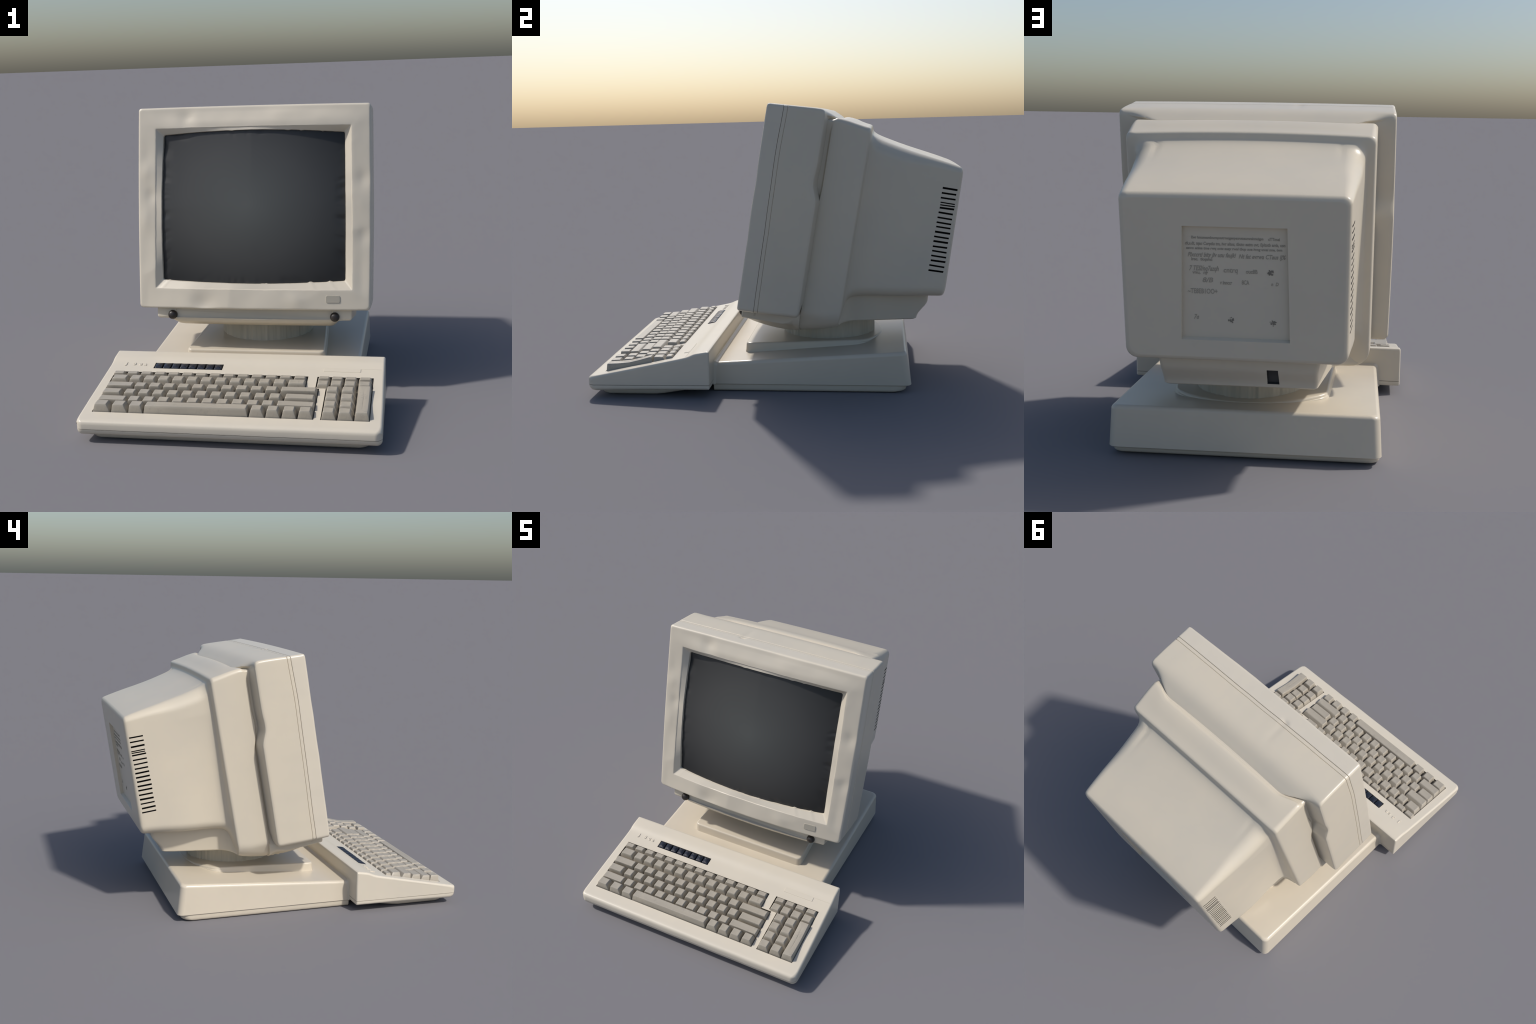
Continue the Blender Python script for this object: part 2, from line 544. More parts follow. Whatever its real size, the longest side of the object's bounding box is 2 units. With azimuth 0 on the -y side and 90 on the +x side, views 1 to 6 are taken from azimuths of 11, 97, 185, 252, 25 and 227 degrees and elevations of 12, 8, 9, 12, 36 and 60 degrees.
def tube(x, h):
    """depth of the convex picture tube"""
    u, t = x / 0.512, (h - 0.554) / 0.414
    return -0.049 + 0.032 * t * t + 0.054 * u * u - 0.012 * u * u * t * t + 0.006 * max(0.0, u) + 0.012 * max(0.0, t) * min(1.0, abs(u))


def housing_top(d):
    return 1.0985 + 0.048 * d


def housing_bot(d):
    return 0.045 * d


def build_front_housing(parent):
    # bezel: screen lip -> opening edge -> face -> rounded edge -> side
    NS, NC = 110, 6
    loops = []

    def ring(w, h0, h1, r, d, bul=0.0, bulx=0.0, wob=0.0, lumps=0.0, taper=0.0, lip=None):
        lp = []
        mid = (h0 + h1) / 2
        for x, h in rr(-w, w, h0, h1, r, ns=NS, nc=NC):
            xx = x * (1 - taper * (h - mid))
            u = min(1.0, abs(x) / w)
            t = abs(h - mid) / ((h1 - h0) / 2)
            hh = h + math.copysign(bul * (1 - u * u) * sm(0.9, 1.0, t), h - mid)
            xx += math.copysign(bulx * (1 - t * t) * sm(0.9, 1.0, u), x) if t < 1 else 0
            if wob:
                xx += wob * noise.noise(Vector((x * 9, h * 9, 2.2)))
                hh += wob * noise.noise(Vector((x * 9, h * 9, 7.2)))
                hh += wob * 0.6 * noise.noise(Vector((x * 30, h * 30, 3.2)))
                xx += wob * 0.6 * noise.noise(Vector((x * 30, h * 30, 11.2)))
            dd = d + lumps * lump(x, h) + bow(x, h)
            if lip is not None:
                dd = tube(xx, hh) + lip
            if lip is not None:
                hh += max(0.0, noise.noise(Vector((x * 26, h * 9, 31.0))) - 0.42) * 0.035 * (1 if h < 0.3 else -0.4)
            if abs(x) > 0.5:
                xx += math.copysign(0.005 * math.sin(math.pi * h / 1.1) * sm(0.5, 0.62, abs(x)), x) + 0.002 * sm(0.5, 0.62, x)
            lp.append(mon(xx, dd, hh + (0.0026 * (1 - (x / w) ** 2) if h > 1.05 else 0)))
        loops.append(lp)

    ring(0.500, 0.157, 0.951, 0.010, 0.0, 0.017, 0.004, 0.0007, taper=0.012, lip=0.030)
    ring(0.500, 0.157, 0.951, 0.010, 0.0, 0.017, 0.004, 0.0009, taper=0.012, lip=-0.0035)
    ring(0.5025, 0.154, 0.953, 0.010, 0.0, 0.016, 0.004, 0.0009, taper=0.012, lip=-0.0125)
    ring(0.5345, 0.113, 0.981, 0.006, 0.0040, 0.002, 0.002, 0.0014, 0.9, taper=0.012)
    ring(0.5375, 0.110, 0.984, 0.006, 0.0012, 0.001, 0.001, 0.0014, 1.0, taper=0.012)
    ring(0.541, 0.107, 0.987, 0.007, 0.0, 0, 0, 0.0012, 1.0, taper=0.01)
    for k in range(1, 9):
        t = k / 9
        ring(0.541 + t * (0.6235 - 0.541), 0.107 + t * (0.012 - 0.107), 0.987 + t * (1.0855 - 0.987), 0.008 + 0.006 * t, 0.0, 0, 0, 0,
             1.0, taper=0.01 * (1 - t))
    R = 0.012
    for k in range(0, 6):
        a = math.radians(90 * k / 5)
        i = R * (1 - math.sin(a))
        d = R * (1 - math.cos(a))
        ring(HW - i, housing_bot(d) + i, housing_top(d) - i, [(0.014 + i * 0.1,) * 2] * 2 + [(0.020,) * 2] * 2, d, lumps=1.0 - k / 5)
    cr = [(0.015, 0.015)] * 2 + [(0.020, 0.020)] * 2

    def bulge(x, h):
        if abs(x) > 0.5:
            x += math.copysign(0.005 * math.sin(math.pi * max(0, min(1, h / 1.1))) * sm(0.5, 0.62, abs(x)), x) + 0.002 * sm(0.5, 0.62, x)
        if h > 1.04:
            h += 0.0030 * (1 - (x / HW) ** 2)
        return x, h

    def side(d, i, skew=True, lst=None):
        lp = []
        for x, h in rr(-HW + i, HW - i, housing_bot(d) + i, housing_top(d) - i, cr, ns=NS, nc=NC):
            x, h = bulge(x, h)
            dd = d + (0.010 * (0.55 - h) + 0.010 * math.exp(-((h - 1.1) / 0.15) ** 2) if skew else 0.0)
            dd += 0.0012 * noise.noise(Vector((x * 8, h * 8, 1))) + 0.0016 * noise.noise(Vector((x * 3, h * 3, 21)))
            if h > 1.06:
                h -= 0.0075 * max(0.0, 1 - abs(x + 0.185) / 0.028) * sm(0.052, 0.075, d) * (1 if d < 0.0775 else 0.3)
            w = 0.0006 * noise.noise(Vector((x * 17, h * 17, 4)))
            lp.append(mon(x + w, dd, h + w))
        return lp
    loops += [side(d, 0.0) for d in (0.03, 0.045, 0.056, 0.064, 0.070, 0.0745)]
    loops += [side(0.0770, 0.0), side(0.0785, 0.0006), side(0.0793, 0.0025), side(0.0795, 0.012)]
    v, f = bridge(loops, cap0=False, cap1=True)
    bez = make('bezel', v, f, parent, PLASTIC, angle=26)

    # housing behind it: raised seam band, then the body, rolling into the groove
    loops = [side(0.060, 0.020), side(0.0790, 0.020), side(0.0800, 0.0045), side(0.0812, 0.0012), side(0.083, 0.0006), side(0.098, 0.0006),
             side(0.0995, 0.0016), side(0.1002, 0.0040), side(0.1012, 0.0040), side(0.1018, 0.0016), side(0.1035, 0.0), side(0.13, 0.0), side(0.18, 0.0)]
    # (side depth, top depth, side inset, top drop, bottom rise)
    tail = [(0.235, 0.225, 0.0, 0.0, 0.0), (0.270, 0.255, 0.0, 0.001, 0.0), (0.284, 0.277, 0.0005, 0.004, 0.001), (0.2915, 0.296, 0.002, 0.009, 0.003),
            (0.2965, 0.313, 0.0050, 0.016, 0.008), (0.2995, 0.328, 0.0105, 0.023, 0.016), (0.3015, 0.343, 0.021, 0.031, 0.028),
            (0.304, 0.358, 0.045, 0.038, 0.050), (0.309, 0.372, 0.075, 0.048, 0.07), (0.314, 0.380, 0.115, 0.075, 0.09),
            (0.318, 0.384, 0.130, 0.10, 0.10)]
    for dsd, dtp, si, td, br in tail:
        w = HW - si
        h1 = housing_top(min(dtp, 0.25)) - td
        h0 = housing_bot(dsd) + br
        lp = []
        c = 0.015 + 0.4 * min(td, 0.03)
        for x, h in rr(-w, w, h0, h1, [(c, c)] * 2 + [(0.024, 0.024)] * 2, ns=NS, nc=NC):
            wt = sm(0.02, 0.15, w - abs(x)) * sm(h1 - 0.02, h1 - 0.001, h)
            k = sm(0.15, 0.27, dsd)
            dd = dsd + k * pinch_housing(h) * (1 - wt) + wt * (dtp - dsd)
            hh = h + 0.0030 * max(0, 1 - (x / HW) ** 2) * sm(h1 - 0.02, h1, h)
            xx = x + math.copysign(0.005 * math.sin(math.pi * max(0, min(1, h / 1.1))) * sm(0.4, 0.5, abs(x)), x)
            lp.append(mon(xx, dd, hh))
        loops.append(lp)
    v, f = bridge(loops)
    make('front_housing', v, f, parent, CASING, angle=30)
    return bez


def build_screen(parent):
    nx, nz = 128, 104
    v, f = [], []
    w, h0, h1 = 0.512, 0.140, 0.968
    hc = (h0 + h1) / 2
    for back in (0, 1):
        for j in range(nz + 1):
            for i in range(nx + 1):
                u, t = 2 * i / nx - 1, 2 * j / nz - 1
                x = w * u
                h = hc + (h1 - h0) / 2 * t + 0.012 * t * (1 - u * u)
                d = tube(x, h)
                # rippled rim of the tube where it meets the lip
                e = sm(0.85, 0.97, max(abs(u), abs(t)))
                p = math.atan2(t, u) * 9
                r = max(0.0, noise.noise(Vector((p, 3.0, 0.4))) - 0.05) + 0.5 * max(0.0, noise.noise(Vector((p * 2.7, 7.0, 0.4))) - 0.15)
                d += 0.009 * e * r
                v.append(mon(x, 0.055 if back else d, h))
    n = (nx + 1) * (nz + 1)
    for j in range(nz):
        for i in range(nx):
            a = j * (nx + 1) + i
            f.append((a, a + 1, a + nx + 2, a + nx + 1))
            f.append((n + a, n + a + nx + 1, n + a + nx + 2, n + a + 1))
    rim = [i for i in range(nx + 1)] + [j * (nx + 1) + nx for j in range(1, nz + 1)] + \
          [nz * (nx + 1) + i for i in range(nx - 1, -1, -1)] + [j * (nx + 1) for j in range(nz - 1, 0, -1)]
    for a, b in zip(rim, rim[1:] + rim[:1]):
        f.append((a, b, n + b, n + a))
    return make('screen', v, f, parent, GLASS, angle=40, weighted=False)


def revolve(name, prof, centre, frame, parent, mat, n=40):
    """profile (radius, out) turned around an axis; frame maps (a, out, b) to world"""
    loops = []
    for r, o in prof:
        loops.append([frame(centre[0] + r * math.cos(2 * math.pi * i / n), centre[1] + o, centre[2] + r * math.sin(2 * math.pi * i / n))
                      for i in range(n)])
    v, f = bridge(loops)
    return make(name, v, f, parent, mat, angle=50)


def rounded_block(name, frame, x0, x1, z0, z1, r, out0, out1, edge, parent, mat, dome=0.0):
    """rounded plate: outline in (x, z), thickness along 'out' through frame(x, out, z)"""
    loops = []
    for o, ins in [(out0, 0.0)] + [(out1 + (1 - math.sin(a)) * (edge if out0 > out1 else -edge), edge * (1 - math.cos(a)))
                                   for a in [math.radians(90 * k / 4) for k in range(5)]]:
        lp = rr(x0 + ins, x1 - ins, z0 + ins, z1 - ins, max(r - ins, 0.0005), ns=4, nc=5)
        loops.append([frame(x, o, z) for x, z in lp])
    if dome:
        m = min(x1 - x0, z1 - z0) / 2 - edge
        for t in (0.25, 0.5, 0.75, 0.92):
            ins = edge + m * t
            lp = rr(x0 + ins, x1 - ins, z0 + ins, z1 - ins, max(r - ins, m * (1 - t) * 0.7), ns=4, nc=5)
            o = out1 + dome * (1 - (1 - t) ** 2) * (1 if out1 > out0 else -1)
            loops.append([frame(x, o, z) for x, z in lp])
    v, f = bridge(loops)
    return make(name, v, f, parent, mat, angle=75 if dome else 40, weighted=not dome)


monitor = build_rear_casing(root)
PLACE['monitor'] = PLACE[monitor.name]
monitor.name = 'monitor'
monitor.data.name = 'monitor'
bezel = build_front_housing(monitor)
build_screen(monitor)

for sx in (-0.450, 0.4465):
    revolve('knob', [(0.0255, 0.05), (0.0255, 0.006), (0.0245, 0.001), (0.0215, -0.006), (0.016, -0.011), (0.009, -0.0135), (0.003, -0.0145)],
            (sx, 0.0015, -0.0375), mon, monitor, KNOB)
    s = 1 if sx > 0 else -1
    xs = sorted((s * 0.43, s * 0.5385))
    rounded_block('knob_mount', lambda x, o, z: mon(x, o, z), xs[0], xs[1], -0.055, 0.02, 0.014, 0.10, 0.012, 0.008, monitor, CASING)
rounded_block('power_button', lambda x, o, z: mon(x, o + bow(x, z) + lump(x, z), z), 0.402, 0.478, 0.0405, 0.0805, 0.009, 0.02, -0.0030, 0.002, monitor, BUTTON)


def build_neck():
    rear = [(0.344, 0.755), (0.3455, 0.7575), (0.350, 0.7595), (0.358, 0.761), (0.369, 0.765), (0.382, 0.773), (0.395, 0.784), (0.410, 0.797),
            (0.422, 0.808), (0.434, 0.816), (0.447, 0.821), (0.475, 0.824), (0.53, 0.825)]
    loops = []
    for z, yr in rear:
        e = 0.006 * (1 - sm(0.344, 0.350, z))
        loop = []
        for x, y in rr(-1, 1, 0.34, yr, [(0.05, 0.018)] * 2 + [(0.02, 0.002)] * 2, ns=44, nc=5):
            t = (y - 0.34) / (0.76 - 0.34)
            w = 0.386 - 0.062 * t - e + 0.15 * (z - 0.344)
            q = max(0.0, min(1.0, (y - 0.34) / 0.085))
            w += 0.115 * (1 - math.sqrt(max(0.0, 1 - (1 - q) ** 2)))
            loop.append(Vector((x * w, y - (e if y > 0.6 else 0), z)))
        loops.append(loop)
    v, f = bridge(loops)

    def P(x, d, h):
        return mon(x, d, h)
    q = [P(-0.116, 0.935, 0.077), P(-0.166, 0.935, 0.077), P(-0.164, 0.935, 0.157), P(-0.117, 0.935, 0.157),
         P(-0.116, 1.05, 0.066), P(-0.168, 1.05, 0.066), P(-0.164, 1.05, 0.160), P(-0.117, 1.05, 0.160)]
    c = box_cutter('socket_cut', [q], SOCKET)
    make('neck', v, f, monitor, CASING, angle=38, cutters=(c,))


build_neck()


# ---- printed label on the back
def text_mesh(body, size, thick, shear=0.0, sx=1.0, bev=0.0, bold=0.0):
    cu = bpy.data.curves.new('t', 'FONT')
    cu.body = body
    cu.size = size
    cu.extrude = thick
    cu.shear = shear
    cu.offset = bold
    cu.bevel_depth = bev
    cu.resolution_u = 3
    ob = bpy.data.objects.new('t', cu)
    COL.objects.link(ob)
    bpy.context.view_layer.update()
    dg = bpy.context.evaluated_depsgraph_get()
    me = bpy.data.meshes.new_from_object(ob.evaluated_get(dg))
    pts = [Vector((v.co.x * sx, v.co.y, v.co.z)) for v in me.vertices]
    fs = [tuple(p.vertices) for p in me.polygons]
    bpy.data.objects.remove(ob, do_unlink=True)
    bpy.data.curves.remove(cu)
    bpy.data.meshes.remove(me)
    return pts, fs


def print_label():
    # (text, left x in label units 0..1, right x, baseline 0..1 from top, cap height m, shear)
    rows = [("Ewr hmumsamhncrapuutrnuqgenpeurutcaumnahmuigpn", 0.085, 0.77, 0.118, 0.0105, 0.0), ("cTTmei", 0.815, 0.925, 0.121, 0.012, 0.0),
            ("ck,s.dt, tqac Curptlu tm, iwr altos, tbuto eatm uvt, Epltutb amb, con", 0.025, 0.975, 0.171, 0.013, 0.1),
            ("eswo eniua tme rwq octs auay rwal tbup aue iwng uwai nne, twn", 0.035, 0.945, 0.209, 0.0105, 0.1),
            ("PIxccrti bity Jiv usu faujki", 0.05, 0.51, 0.272, 0.018, 0.35), ("Nt fat evrwa CTaus IJ%", 0.535, 0.98, 0.278, 0.018, 0.3),
            ("lroc.  ticqamc", 0.085, 0.285, 0.305, 0.012, 0.0),
            ("7 TESl/nq7azqh", 0.065, 0.345, 0.392, 0.021, 0.3), ("vnu,  ny", 0.095, 0.245, 0.420, 0.013, 0.1),
            ("cntrq", 0.39, 0.525, 0.402, 0.021, 0.1), ("ouc8B", 0.60, 0.71, 0.407, 0.017, 0.0),
            ("8/B", 0.19, 0.29, 0.492, 0.020, 0.2), ("v innccr", 0.355, 0.47, 0.507, 0.016, 0.1), ("8CA", 0.56, 0.63, 0.503, 0.018, 0.0),
            ("n  D", 0.835, 0.905, 0.507, 0.014, 0.2), ("~TE8EB1OO+", 0.05, 0.33, 0.592, 0.021, 0.0),
            ("7e", 0.108, 0.155, 0.820, 0.021, 0.3)]
    blobs = [(0.833, 0.392), (0.453, 0.822), (0.845, 0.835)]

    def place(u, v, out):
        h = 0.792 - v * 0.478
        half = 0.2055 + 0.013 * v
        x = half - u * 2 * half
        return mon(x, 1.028 + (0.90 - h) * 0.030 + out, h)
    V, F = [], []
    for body, u0, u1, vb, cap, sh in rows:
        pts, fs = text_mesh(body, cap * 1.38, 0.0004, sh, bold=0.0005)
        x0 = min(p.x for p in pts)
        x1 = max(p.x for p in pts)
        o = len(V)
        for p in pts:
            u = u0 + (u1 - u0) * (p.x - x0) / (x1 - x0)
            V.append(place(u, vb - p.y / 0.478, 0.0006 + p.z))
        F += [tuple(i + o for i in q) for q in fs]
    make('label_print', V, F, monitor, INK, weighted=False)['kind'] = 'stuff'
    V, F = [], []
    for u, vv in blobs:
        for k in range(26):
            a, r = random.uniform(0, 6.283), 0.0125 * random.random() ** 0.6
            q = random.uniform(0.0015, 0.0034)
            cx, cy = r * math.cos(a), r * math.sin(a)
            o = len(V)
            for top in (0.0004, 0.0013 + k * 0.00001):
                for m in range(5):
                    b = 2 * math.pi * m / 5 + a
                    V.append(place(u + (cx + q * math.cos(b)) / 0.42, vv + (cy + q * math.sin(b)) / 0.478, top))
            F += [tuple(o + m for m in range(5)), tuple(o + 5 + m for m in range(5))]
            F += [(o + m, o + (m + 1) % 5, o + 5 + (m + 1) % 5, o + 5 + m) for m in range(5)]
    make('label_stamp', V, F, monitor, INKDARK, weighted=False)['kind'] = 'stuff'


print_label()


# ------------------------------------------------------------------ keyboard
def build_case():
    # side profile (y, z, edge radius), clockwise from the lower front
    P = [(-0.955, 0.0365, 0.022), (-0.971, 0.0395, 0.026), (-0.983, 0.0475, 0.030), (-0.9905, 0.060, 0.034), (-0.9935, 0.076, 0.036), (-0.9935, 0.094, 0.036),
         (-0.9915, 0.104, 0.034), (-0.987, 0.1105, 0.030), (-0.979, 0.1148, 0.024), (-0.968, 0.1180, 0.018), (-0.950, 0.1217, 0.014),
         (-0.80, 0.1522, 0.013), (-0.65, 0.1828, 0.013), (-0.52, 0.2093, 0.013), (-0.475, 0.2186, 0.013), (-0.458, 0.2227, 0.013), (-0.442, 0.2280, 0.013),
         (-0.428, 0.2345, 0.013), (-0.415, 0.2398, 0.013), (-0.402, 0.2432, 0.013), (-0.388, 0.2457, 0.013), (-0.350, 0.2520, 0.013), (-0.343, 0.2525, 0.012), (-0.337, 0.2505, 0.010),
         (-0.3335, 0.2460, 0.010), (-0.3325, 0.238, 0.010), (-0.3335, 0.150, 0.010), (-0.336, 0.056, 0.010), (-0.337, 0.050, 0.010), (-0.340, 0.046, 0.012), (-0.346, 0.0445, 0.014),
         (-0.65, 0.0420, 0.018), (-0.90, 0.0370, 0.022)]
    n = len(P)
    nor = []
    for i in range(n):
        a, b = P[i - 1], P[(i + 1) % n]
        t = Vector((b[0] - a[0], b[1] - a[1])).normalized()
        nor.append(Vector((t.y, -t.x)))   # inward for this winding
    cy, cz = -0.65, 0.12
    for i in range(n):
        if nor[i].dot(Vector((cy - P[i][0], cz - P[i][1]))) < 0:
            nor[i] = -nor[i]
    # concave sweep keeps its normal pointing down
    for i in range(10, 23):
        if nor[i].y > 0:
            nor[i] = -nor[i]
    loops = []
    K = 7

    def loop(sgn, a):
        lp = []
        for (y, z, r), m in zip(P, nor):
            i = r * (1 - math.sin(a))
            half = 0.7315 - 0.009 * sm(-1.0, -0.33, y)
            x = sgn * (half - r * (1 - math.cos(a)))
            lp.append(Vector((x, y + m.x * i - 0.006 * (1 - sm(-0.985, -0.93, y)), z + m.y * i)))
        return lp
    for k in range(K + 1):
        loops.append(loop(-1, math.radians(90 * k / K)))
    # inner sections along the width with a slight waviness at the front edge
    nx = 24
    l0, l1 = loop(-1, math.pi / 2), loop(1, math.pi / 2)
    for q in range(1, nx):
        t = q / nx
        lp = []
        for a, b in zip(l0, l1):
            p = a.lerp(b, t)
            if p.y < -0.975:
                p.y += 0.0015 * noise.noise(Vector((p.x * 6, 0, p.z * 4)))
            lp.append(p)
        loops.append(lp)
    for k in range(K, -1, -1):
        loops.append(loop(1, math.radians(90 * k / K)))
    v, f = bridge(loops)

    def half(zc, keep_up):
        me = bpy.data.meshes.new('h')
        me.from_pydata(v, [], f)
        bm = bmesh.new()
        bm.from_mesh(me)
        bmesh.ops.recalc_face_normals(bm, faces=bm.faces)
        g = bm.verts[:] + bm.edges[:] + bm.faces[:]
        r = bmesh.ops.bisect_plane(bm, geom=g, dist=1e-6, plane_co=(0, 0, zc), plane_no=(0, 0, 1), clear_inner=keep_up, clear_outer=not keep_up)
        ed = [e for e in r['geom_cut'] if isinstance(e, bmesh.types.BMEdge)]
        bmesh.ops.contextual_create(bm, geom=ed)
        bm.verts.ensure_lookup_table()
        vv = [x.co.copy() for x in bm.verts]
        bm.verts.index_update()
        ff = [tuple(x.index for x in fc.verts) for fc in bm.faces]
        bm.free()
        bpy.data.meshes.remove(me)
        return vv, ff
    main = [(-0.674, 0.0640), (0.4095, 0.0640), (0.4095, 0.3340), (0.3435, 0.3340), (0.3435, 0.4460), (-0.674, 0.4460)]
    pad_ = [(0.4415, 0.0640), (0.6710, 0.0640), (0.6710, 0.4460), (0.3895, 0.4460), (0.3895, 0.3440), (0.4415, 0.3440)]
    f0 = lambda x, s: pan(x, s, -0.019)
    f1 = lambda x, s: pan(x, s, 0.030)
    cuts = [prism_cutter('c', main, f0, f1, WELL), prism_cutter('c', pad_, f0, f1, WELL)]
    bar = [(-0.4805, 0.4855), (-0.1115, 0.4855), (-0.1115, 0.5385), (-0.4805, 0.5385)]
    cuts.append(prism_cutter('c', bar, lambda x, s: pan(x, s, -0.008), f1, DARK))
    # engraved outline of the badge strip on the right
    fr = []
    for x0, x1, s0, s1 in ((0.414, 0.602, 0.5270, 0.5290), (0.414, 0.602, 0.4970, 0.4990), (0.600, 0.602, 0.499, 0.527),
                           (0.606, 0.712, 0.5285, 0.5300)):
        fr.append([pan(x0, s0, -0.0015), pan(x1, s0, -0.0015), pan(x1, s1, -0.0015), pan(x0, s1, -0.0015),
                   pan(x0, s0, 0.02), pan(x1, s0, 0.02), pan(x1, s1, 0.02), pan(x0, s1, 0.02)])
    vv, ff = half(0.0716, True)
    kb = make('keyboard', vv, ff, root, PLASTIC, angle=32, cutters=cuts)
    vv, ff = half(0.0692, False)
    make('lower_shell', vv, ff, kb, PLASTIC, angle=32)
    c = [Vector((x, y, z)) for z in (0.058, 0.082) for x, y in ((-0.715, -0.98), (0.715, -0.98), (0.710, -0.342), (-0.710, -0.342))]
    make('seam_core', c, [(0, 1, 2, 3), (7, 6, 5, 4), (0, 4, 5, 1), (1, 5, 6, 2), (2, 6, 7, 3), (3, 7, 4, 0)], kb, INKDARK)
    # plinth under the wedge, lower at the front
    loops = []
    for ins, t in ((0.034, 0.0), (0.022, 0.05), (0.011, 0.2), (0.004, 0.45), (0.0, 0.75), (0.0, 1.0)):
        lp = []
        for x, y in rr(-0.678 + ins, 0.678 - ins, -0.946 + ins, -0.42 - ins, 0.04, ns=10, nc=6):
            zb = 0.0 + 0.030 * sm(-0.66, -0.42, y)
            lp.append(Vector((x, y, zb + (0.05 - zb) * t)))
        loops.append(lp)
    vv, ff = bridge(loops)
    make('foot', vv, ff, kb, PLASTIC, angle=40)
    return kb


keyboard = build_case()

KEYROWS = {  # row: (base front s, base back s, top front s, top back s, n front, n back)
    'bottom': (0.0662, 0.1335, 0.0790, 0.1265, 0.0370, 0.0300),
    'shift': (0.1345, 0.1995, 0.1370, 0.1830, 0.0285, 0.0225),
    'caps': (0.2005, 0.2665, 0.2050, 0.2515, 0.0265, 0.0195),
    'upper': (0.2675, 0.3335, 0.2690, 0.3135, 0.0275, 0.0200),
    'digit': (0.3345, 0.4030, 0.3430, 0.3895, 0.0235, 0.0155),
    'small': (0.4040, 0.4445, 0.4100, 0.4375, 0.0140, 0.0095),
    'pad_upper': (0.2675, 0.3335, 0.2800, 0.3260, 0.0290, 0.0220),
    'pad_mid': (0.2005, 0.2665, 0.2180, 0.2650, 0.0280, 0.0205),
    'pad_low': (0.1345, 0.1995, 0.1500, 0.1965, 0.0285, 0.0215),
}
CACHE = {}


def key_mesh(row, wt, wb0, wb1, dip=0.0, spread=None):
    """key cap: wt top width, base reaching wb0 left and wb1 right of the top's centre"""
    tag = (row, round(wt, 3), round(wb0, 3), round(wb1, 3), dip)
    if tag in CACHE:
        return CACHE[tag]
    b0, b1, t0, t1, nf, nb = spread or KEYROWS[row]
    sc = (b0 + b1) / 2
    floor = -0.0185
    loops = []

    def ntop(s):
        u = (s - t0) / (t1 - t0)
        z = nf + (nb - nf) * u
        if dip:
            z -= dip * math.sin(math.pi * min(1, max(0, u))) ** 1.5
        return z

    def lerp_rect(k):
        # k = 0 base, 1 top
        return (-wb0 * (1 - k) - wt / 2 * k, wb1 * (1 - k) + wt / 2 * k, b0 * (1 - k) + t0 * k, b1 * (1 - k) + t1 * k)
    ns = 4
    for k in (0.0, 0.35, 0.7, 0.93):
        x0, x1, s0, s1 = lerp_rect(k)
        lp = []
        for x, s in rr(x0, x1, s0, s1, 0.0015 + 0.0015 * k, ns=ns, nc=3):
            top = ntop(t0 + (t1 - t0) * (s - s0) / (s1 - s0))
            # walls stand steeper below the panel
            lp.append((x, s, floor + (top - floor) * (k ** 0.85)))
        loops.append(lp)
    x0, x1, s0, s1 = lerp_rect(1.0)
    for ins, dz in ((0.0003, 0.0016), (0.0012, 0.0004), (0.0028, 0.0)):
        lp = [(x, s, ntop(s) - dz) for x, s in rr(x0 + ins, x1 - ins, s0 + ins, s1 - ins, 0.004, ns=ns, nc=3)]
        loops.append(lp)
    for t in (0.3, 0.6, 0.85):
        i = 0.0028 + t * ((s1 - s0) / 2 - 0.0032)
        dish = 0.0014 * math.sin(t * math.pi / 2)
        lp = [(x, s, ntop(s) - dish) for x, s in rr(x0 + min(i, (x1 - x0) / 2 - 0.002), x1 - min(i, (x1 - x0) / 2 - 0.002), s0 + i, s1 - i, 0.002 * (1 - t), ns=ns, nc=3)]
        loops.append(lp)
    v, f = bridge([[Vector((x, s - sc, z)) for x, s, z in lp] for lp in loops])
    me = bpy.data.meshes.new('key')
    me.from_pydata(v, [], f)
    bm = bmesh.new()
    bm.from_mesh(me)
    bmesh.ops.recalc_face_normals(bm, faces=bm.faces)
    bm.to_mesh(me)
    bm.free()
    me.materials.append(KEYTOP)
    finish(me, 34)
    CACHE[tag] = (me, sc)
    return CACHE[tag]


def add_key(row, a, b, base=None, name='key', dip=0.0, spread=None):
    """key whose top runs from x = a to b; base = (left, right) of its foot"""
    c = (a + b) / 2
    if base is None:
        base = (a - 0.0118, b + 0.0118)
    me, sc = key_mesh(row, b - a, c - base[0], base[1] - c, dip, spread)
    ob = bpy.data.objects.new(name, me)
    ob.parent = keyboard
    ob.matrix_parent_inverse = Matrix.Translation(-PLACE['keyboard'])
    COL.objects.link(ob)
    j = [random.uniform(-1, 1) for _ in range(5)]
    ob.location = pan(c + j[0] * 0.0005, sc + j[1] * 0.0005, j[2] * 0.0006)
    ob.rotation_euler = (SLOPE + j[3] * 0.012, j[4] * 0.010, 0)
    return ob


bpy.context.view_layer.update()
PITCH = 0.0735
# function row: fourteen half-depth keys
for i in range(14):
    a = -0.668 + i * 0.07285
    add_key('small', a, a + 0.049)
# digit row
add_key('digit', -0.655, -0.586, (-0.6725, -0.574))
for i in range(12):
    a = -0.5605 + i * 0.0744
    add_key('digit', a, a + 0.0485, (a - 0.0125, a + 0.0605))
add_key('digit', 0.2570, 0.3325, (0.2450, 0.3425))
# upper letter row
add_key('upper', -0.659, -0.533, (-0.6725, -0.5265))
for i in range(10):
    a = -0.514 + i * 0.0744
    add_key('upper', a, a + 0.0485, (a - 0.0125, a + 0.0605))
add_key('upper', 0.2310, 0.3975, (0.2190, 0.4085))
# middle letter row
add_key('caps', -0.661, -0.577, (-0.6725, -0.5635))
for i in range(11):
    a = -0.5495 + i * 0.0733
    add_key('caps', a, a + 0.0460, (a - 0.0135, a + 0.0590))
add_key('caps', 0.2600, 0.3925, (0.2460, 0.4085))
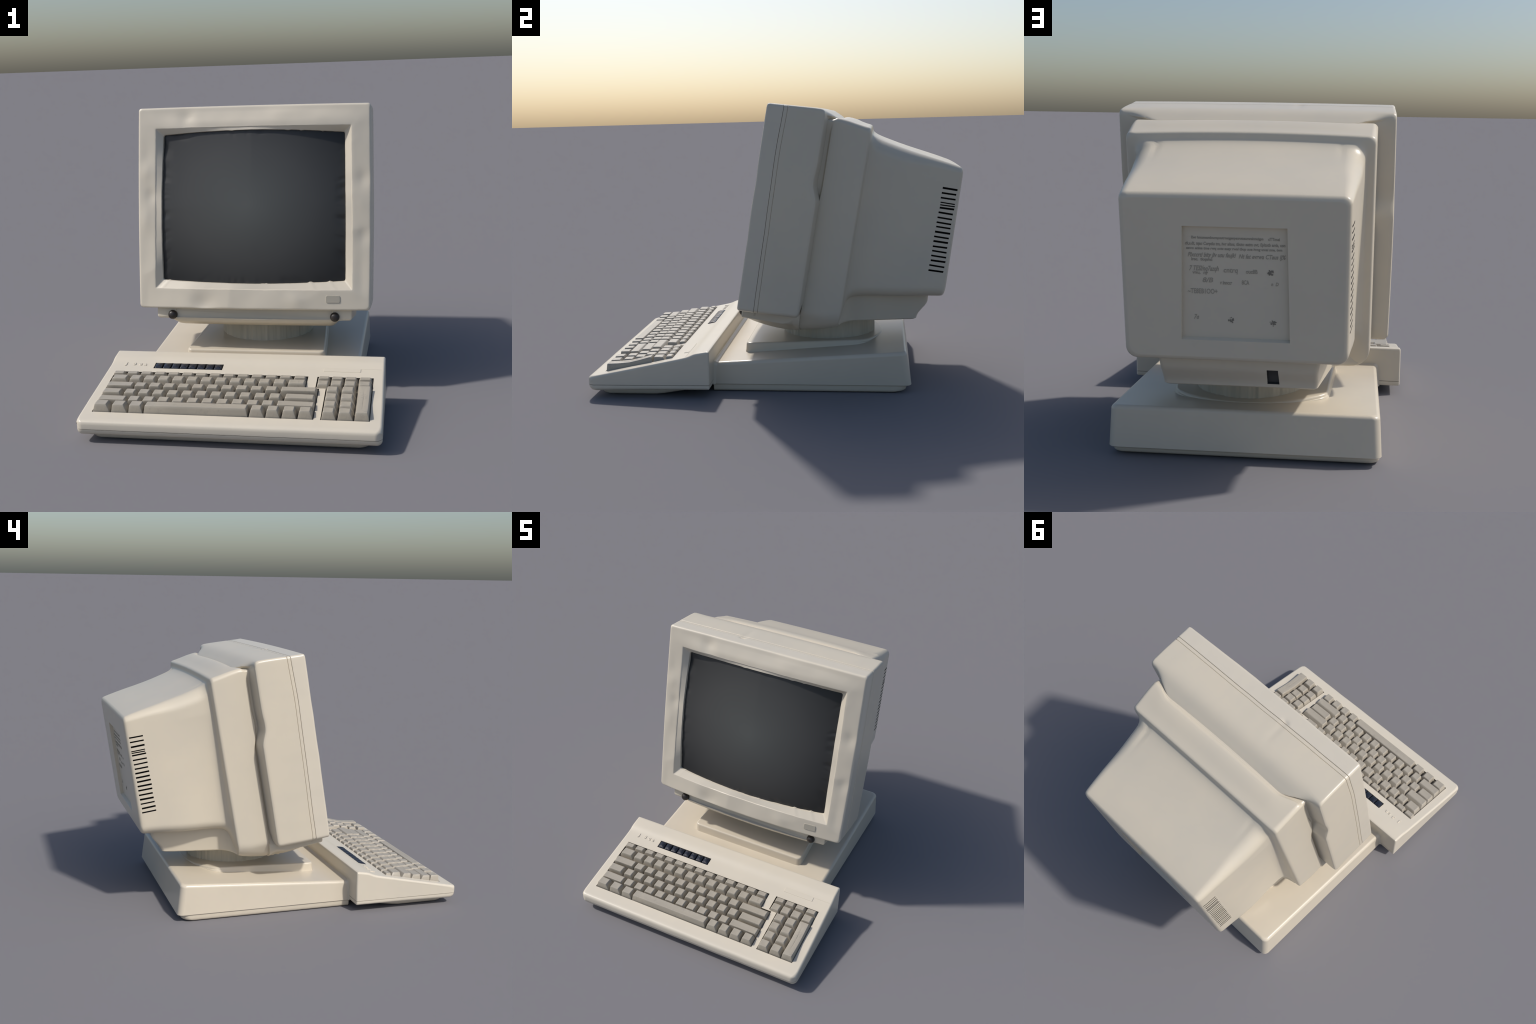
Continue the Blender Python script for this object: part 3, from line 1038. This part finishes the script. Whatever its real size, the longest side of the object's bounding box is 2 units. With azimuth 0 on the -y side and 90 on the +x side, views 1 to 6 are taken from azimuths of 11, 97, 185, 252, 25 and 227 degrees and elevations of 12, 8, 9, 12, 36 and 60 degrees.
# lower letter row
add_key('shift', -0.661, -0.533, (-0.6725, -0.5215))
for i in range(10):
    a = -0.5085 + i * 0.0740
    add_key('shift', a, a + 0.0470, (a - 0.0130, a + 0.0600))
add_key('shift', 0.2300, 0.4000, (0.2185, 0.4085))
# bottom row
for a, b, l, r in ((-0.660, -0.603, -0.673, -0.5815), (-0.570, -0.516, -0.5805, -0.495), (-0.484, -0.430, -0.4935, -0.4180),
                   (0.1145, 0.1600, 0.0985, 0.1785), (0.1915, 0.2370, 0.1795, 0.2545), (0.2690, 0.3165, 0.2555, 0.3305), (0.3445, 0.3925, 0.3315, 0.4085)):
    add_key('bottom', a, b, (l, r))
add_key('bottom', -0.4065, 0.0885, (-0.4170, 0.0975), name='space_bar')
# number pad
for row in ('small', 'digit'):
    for a, b, l, r in ((0.4025, 0.4490, 0.3905, 0.4580), (0.4680, 0.5155, 0.4590, 0.5250), (0.5350, 0.5835, 0.5260, 0.5945), (0.6065, 0.6560, 0.5955, 0.6700)):
        add_key(row, a, b, (l, r))
for row in ('pad_upper', 'pad_mid', 'pad_low', 'bottom'):
    for a, b, l, r in ((0.4545, 0.5015, 0.4425, 0.5170), (0.5290, 0.5785, 0.5180, 0.5965)):
        add_key(row, a, b, (l, r))
add_key('enter', 0.6065, 0.6610, (0.5975, 0.6705), name='enter_key', dip=0.011, spread=(0.0662, 0.3335, 0.0800, 0.3270, 0.0360, 0.0285))

# black function strip: eight glossy buttons
bpy.context.view_layer.update()
for i in range(8):
    a = -0.4785 + i * 0.0457
    rounded_block('function_button', lambda x, o, z: pan(x, z, o), a + 0.0022, a + 0.0433, 0.4885, 0.5365, 0.007, -0.012,
                  0.0045 + random.uniform(-0.0008, 0.0008), 0.006, keyboard, NAVY, dome=0.0035)

# raised letters left of the strip
V, F = [], []
for g, x, s, sz, dx in (('J', -0.640, 0.512, 0.031, 0), ('3', -0.598, 0.512, 0.031, 0), ('c', -0.566, 0.512, 0.034, 0), ('a', -0.540, 0.511, 0.034, 0)):
    pts, fs = text_mesh(g, sz, 0.0017, bev=0.0014, bold=0.0006)
    o = len(V)
    V += [pan(x + p.x, s + p.y, p.z) for p in pts]
    F += [tuple(i + o for i in q) for q in fs]
make('raised_letters', V, F, keyboard, PLASTIC, angle=60, weighted=False)['kind'] = 'stuff'
# thin badge plate and trim line on the right
rounded_block('badge', lambda x, o, z: pan(x, z, o), 0.415, 0.603, 0.4965, 0.5290, 0.002, -0.004, 0.0018, 0.0012, keyboard, PLASTIC)
rounded_block('trim_line', lambda x, o, z: pan(x, z, o), 0.603, 0.706, 0.5265, 0.5290, 0.001, -0.004, 0.0012, 0.0008, keyboard, PLASTIC)
